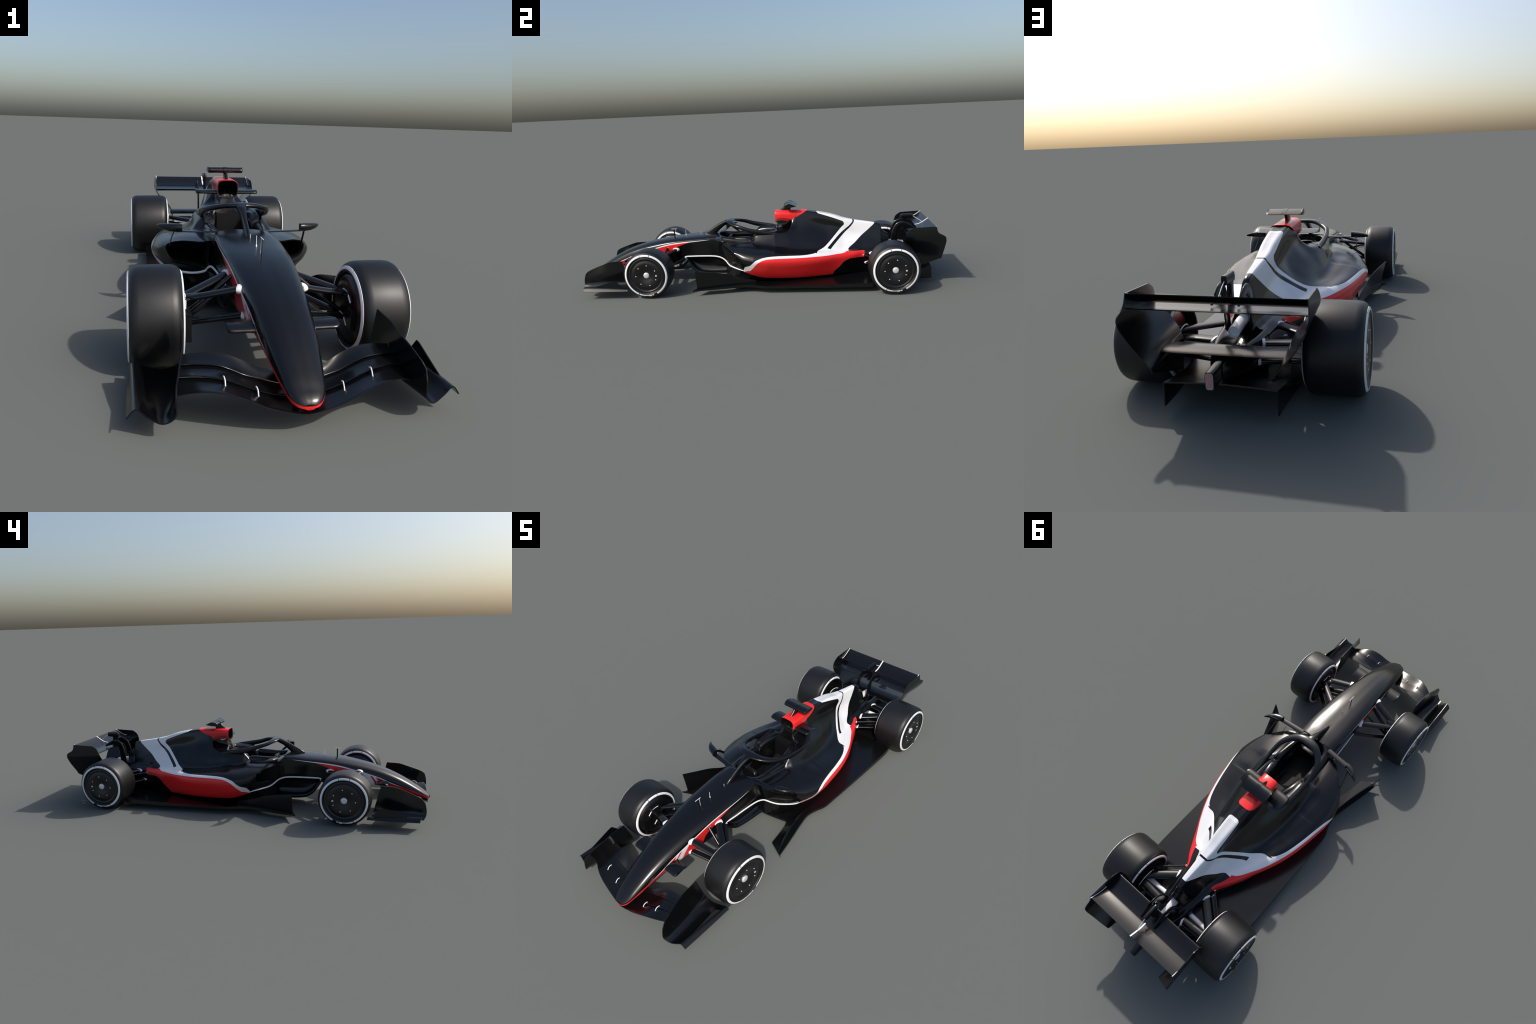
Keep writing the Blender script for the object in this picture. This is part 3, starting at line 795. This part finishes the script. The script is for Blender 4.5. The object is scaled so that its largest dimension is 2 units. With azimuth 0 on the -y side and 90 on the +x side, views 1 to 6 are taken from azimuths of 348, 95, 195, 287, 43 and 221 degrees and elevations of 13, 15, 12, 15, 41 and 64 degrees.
wide = [-.2355, -.12, 0, .12, .2355]
wing('wing_main_plane', [(x, .7965, .2850) for x in wide], [(x, .9390, .2915) for x in wide], .0080, -.013, black_paint, rear_wing)
flap = wing('wing_flap', [(x, .8715, .2930) for x in wide], [(x, .9405, .3315) for x in wide], .0050, -.006, black_paint, rear_wing)
for xb, wd in ((0, .006), (.2325, .0025), (-.2325, .0025)):
    sheet('flap_bracket', patch([[(xb - wd/2, y, z), (xb + wd/2, y, z)] for y, z in ((.8695, .2990), (.886, .3015), (.905, .3090), (.924, .3215), (.9425, .3345))], 3, 2, slopes_v=slopes_monotone), .0022, white_cap, rear_wing)
rod('flap_actuator_rod', [(0, .852, .350), (0, .875, .338), (0, .908, .316)], white_cap, rear_wing, .0028, .0028)
wing('beam_wing', [(x, .823, .1600) for x in (-.167, -.08, 0, .08, .167)], [(x, .9185, .1690) for x in (-.167, -.08, 0, .08, .167)], .0080, .006, black_paint, rear_wing)
for sd in (1, -1):
    fore = [(.2345, .824, .3285), (.2355, .798, .3100), (.2360, .787, .2820), (.2260, .783, .2590), (.1905, .789, .2230), (.1640, .793, .1835), (.1570, .792, .1500), (.1540, .815, .0780)]
    aft = [(.2370, .943, .3335), (.2402, .952, .3020), (.2405, .988, .2800), (.2370, .995, .2610), (.2130, .9945, .2200), (.1800, .9935, .1800), (.1600, .992, .1550), (.1540, .990, .1420)]
    mid = [tuple(.5*a + .5*b for a, b in zip(p, q)) for p, q in zip(fore, aft)]
    sheet('wing_endplate', patch([fore, mid, aft], 6, 4), .0034, black_paint, rear_wing, sd)
    neck = curve_through([(.037, .748, .185), (.037, .752, .225), (.037, .758, .268), (.037, .773, .300), (.037, .797, .311), (.037, .826, .303), (.037, .862, .287)], 5)
    loops = []
    for i, p in enumerate(neck):
        t = neck[min(i+1, len(neck)-1)] - neck[max(i-1, 0)]
        t /= np.linalg.norm(t)
        nn = np.cross(V3(1, 0, 0), t)
        w = np.interp(i / (len(neck)-1), [0, .5, .7, 1], [.019, .018, .0155, .005])
        loops.append([p + V3(1, 0, 0)*a + nn*b for a, b in ellipse(18, .0040, w, 3)])
    rings('wing_pylon', loops, black_paint, rear_wing, sd)
podl = rings('actuator_pod', [[V3(a, y, zc + b) for a, b in ellipse(20, w, h, 4)] for y, zc, w, h in ((.788, .347, .004, .008), (.791, .3475, .007, .013), (.800, .349, .008, .0145), (.858, .3495, .008, .013))], black_paint, rear_wing)
rings('actuator_post', [[V3(a, c + b, z) for a, b in ellipse(18, .0060, w, 3)] for c, w, z in ((.815, .020, .275), (.815, .018, .310), (.812, .017, .345))], black_paint, rear_wing)

# --- wheels --------------------------------------------------------------------------

def make_wheel(cy, radius, x0, x1, sd, rear):
    cz = radius
    xm = x1
    R = radius
    rim = lathe('wheel', [(x0 + .034, .018), (x0 + .034, .050), (x0 + .034, .086), (x0 + .004, .098), (x0 + .006, .1015), (x0 + .02, .100),
                          (x1 - .02, .100), (x1 - .006, .1015), (x1 - .004, .0985), (x1 - .010, .0920)], (cy, cz), cover_black, car, sd)
    lathe('tyre', [(x0 + .010, .0985), (x0 + .0030, .1015), (x0 + .0004, .1060), (x0 + .0012, .1110), (x0 + .0048, .1170), (x0 + .0110, R - .0060), (x0 + .0190, R - .0022),
                   (x0 + .030, R - .0006), ((x0 + x1)/2, R), (x1 - .030, R - .0006), (x1 - .0190, R - .0022), (x1 - .0110, R - .0060), (x1 - .0048, .1170),
                   (x1 - .0012, .1110), (x1 - .0004, .1060), (x1 - .0030, .1015), (x1 - .010, .0985)], (cy, cz), rubber, rim, sd, steps=128, smooth=180)
    lathe('wheel_cover', [(x1 - .006, .0975), (x1 - .0040, .0930), (x1 - .0040, .0880), (x1 - .0068, .0855), (x1 - .0078, .0825), (x1 - .0050, .0770), (x1 - .0028, .0690),
                          (x1 - .0026, .0600), (x1 - .0042, .0450), (x1 - .0080, .0300), (x1 - .0115, .0200), (x1 - .0120, .0)], (cy, cz), cover_black, rim, sd, smooth=60)
    lathe('wheel_nut', [(x1 - .013, .0165), (x1 - .0085, .0160), (x1 - .0065, .0135), (x1 - .0052, .0080), (x1 - .0050, .0)], (cy, cz), bare_metal, rim, sd, steps=32, smooth=50)
    for i, a in enumerate((83, 134, 183, 235, 287, 336, 28, 359)):
        r = .0560 if i < 7 else .0545
        br = .0028 if i < 7 else .0047
        c, s = math.cos(math.radians(a)), math.sin(math.radians(a))
        loops = [[V3(x, cy + r*c + p, cz + r*s + q) for p, q in ellipse(14, k_, k_)] for x, k_ in ((x1 - .008, br), (x1 - .0020, br), (x1 - .0012, br*.6))]
        rings('wheel_bolt', loops, bare_metal, rim, sd)
    # painted sidewall band: long arcs, a short block on top, small marks below
    marks = [(104.5, 244), (78, 103), (-61, 76.5), (246, 256), (256.6, 263.5), (264.0, 273), (273.6, 281.5), (283, 288)]
    for face in (1, -1):
        xs = (lambda d: x1 - d) if face == 1 else (lambda d: x0 + d)
        for i, (a0, a1) in enumerate(marks):
            lo, hi = (.1062, .1158) if i < 3 else (.1072, .1152 - .0012*((i*7) % 3))
            prof = [(xs(.0020), lo), (xs(-.0004), lo), (xs(-.0002), .5*(lo+hi)), (xs(.0030), hi), (xs(.0070), hi)]
            lathe('sidewall_band', prof, (cy, cz), band_paint, rim, sd, steps=max(3, int((a1-a0)/2.5)), a0=a0, a1=a1, close=True, smooth=30)
    # brake drum and duct on the inner face
    sink = .022 if rear else 0.0
    lathe('brake_drum', [(x0 + .012, .0960), (x0 + .002 + sink, .0900), (x0 - .004 + sink, .0700), (x0 - .006 + sink, .030), (x0 - .006 + sink, .0)], (cy, cz), carbon, rim, sd, smooth=50)
    if not rear:
        box('brake_duct', (x0 - .014, cy - .078, cz - .040), (x0 + .012, cy - .046, cz + .024), carbon, rim, .004, sd)
    return rim

for sd in (1, -1):
    make_wheel(-.5965, .1298, .222, .3575, sd, False)
    make_wheel(.7200, .1315, .190, .3575, sd, True)

# --- suspension ------------------------------------------------------------------------

def arm(inner, outer, chord, thick, sd, cap=1.0, reach=.0022):
    """Streamlined arm with a thin pale collar where it enters the body."""
    a, b = np.array(inner, float), np.array(outer, float)
    ob = rod('suspension_arm', [a, a + (b-a)*.3, a + (b-a)*.7, b], black_paint, car, chord, thick, side=sd, n=20)
    if cap:
        lead = np.array([1.0, .35*np.sign(b[1]-a[1]), 0])
        rod('arm_collar', [a - lead*.006, a + lead*.25*reach, a + lead*reach], white_cap, ob, [chord*1.16*cap]*2 + [chord*1.04*cap], [thick*1.32*cap]*2 + [thick*1.1*cap], side=sd, n=20)
    return ob

for sd in (1, -1):
    arm((.080, -.6385, .2060), (.226, -.604, .1720), .0330, .0160, sd, 1.14, .007)
    arm((.090, -.4900, .2060), (.224, -.590, .1730), .0310, .0145, sd, 1.16, .007)
    arm((.083, -.5415, .2165), (.224, -.566, .1080), .0135, .0125, sd, 1.05, .004)
    arm((.070, -.6440, .1390), (.226, -.586, .1020), .0280, .0150, sd, 1.05, .005)
    arm((.082, -.4480, .1540), (.224, -.572, .1040), .0240, .0125, sd)
    rod('wishbone_knuckle', [(.178, -.606, .1815), (.200, -.602, .1775), (.232, -.599, .1710)], black_paint, car, [.030, .050, .054], [.014, .018, .018], side=sd)
    rod('wishbone_knuckle', [(.180, -.588, .1130), (.200, -.583, .1085), (.232, -.579, .1010)], black_paint, car, [.030, .046, .050], [.013, .016, .016], side=sd)
    for yz in ((-.604, .172), (-.584, .102)):
        rod('hub_fitting', curve_through([(.2165, yz[0] - .036, yz[1] - .014), (.2145, yz[0] - .016, yz[1] + .006), (.2145, yz[0] + .012, yz[1] + .010), (.2165, yz[0] + .032, yz[1] + .004)], 4), white_cap, car, .0035, .0055, side=sd)
    arm((.084, .6310, .1570), (.212, .738, .1630), .0400, .0165, sd)
    arm((.088, .5770, .1480), (.212, .686, .1480), .0075, .0075, sd)
    arm((.086, .6020, .1060), (.212, .712, .0980), .0360, .0130, sd)
    arm((.072, .7610, .1500), (.212, .752, .1530), .0400, .0160, sd)
    arm((.066, .7900, .1050), (.212, .742, .0980), .0300, .0130, sd)
    sheet('wishbone_fairing', patch([[(.070, .605, .104), (.070, .70, .104), (.070, .795, .104)], [(.130, .640, .101), (.130, .70, .101), (.130, .765, .101)], [(.200, .690, .098), (.200, .715, .098), (.200, .740, .098)]], 3, 3), .006, black_paint, car, sd)
    rod('drive_shaft', [(.045, .7210, .1280), (.215, .7240, .1300)], white_cap, car, .0210, .0210, side=sd)
    rod('hub_fitting', curve_through([(.184, .686, .158), (.1825, .71, .174), (.1825, .74, .174), (.184, .776, .158)], 4), white_cap, car, .0035, .0045, side=sd)
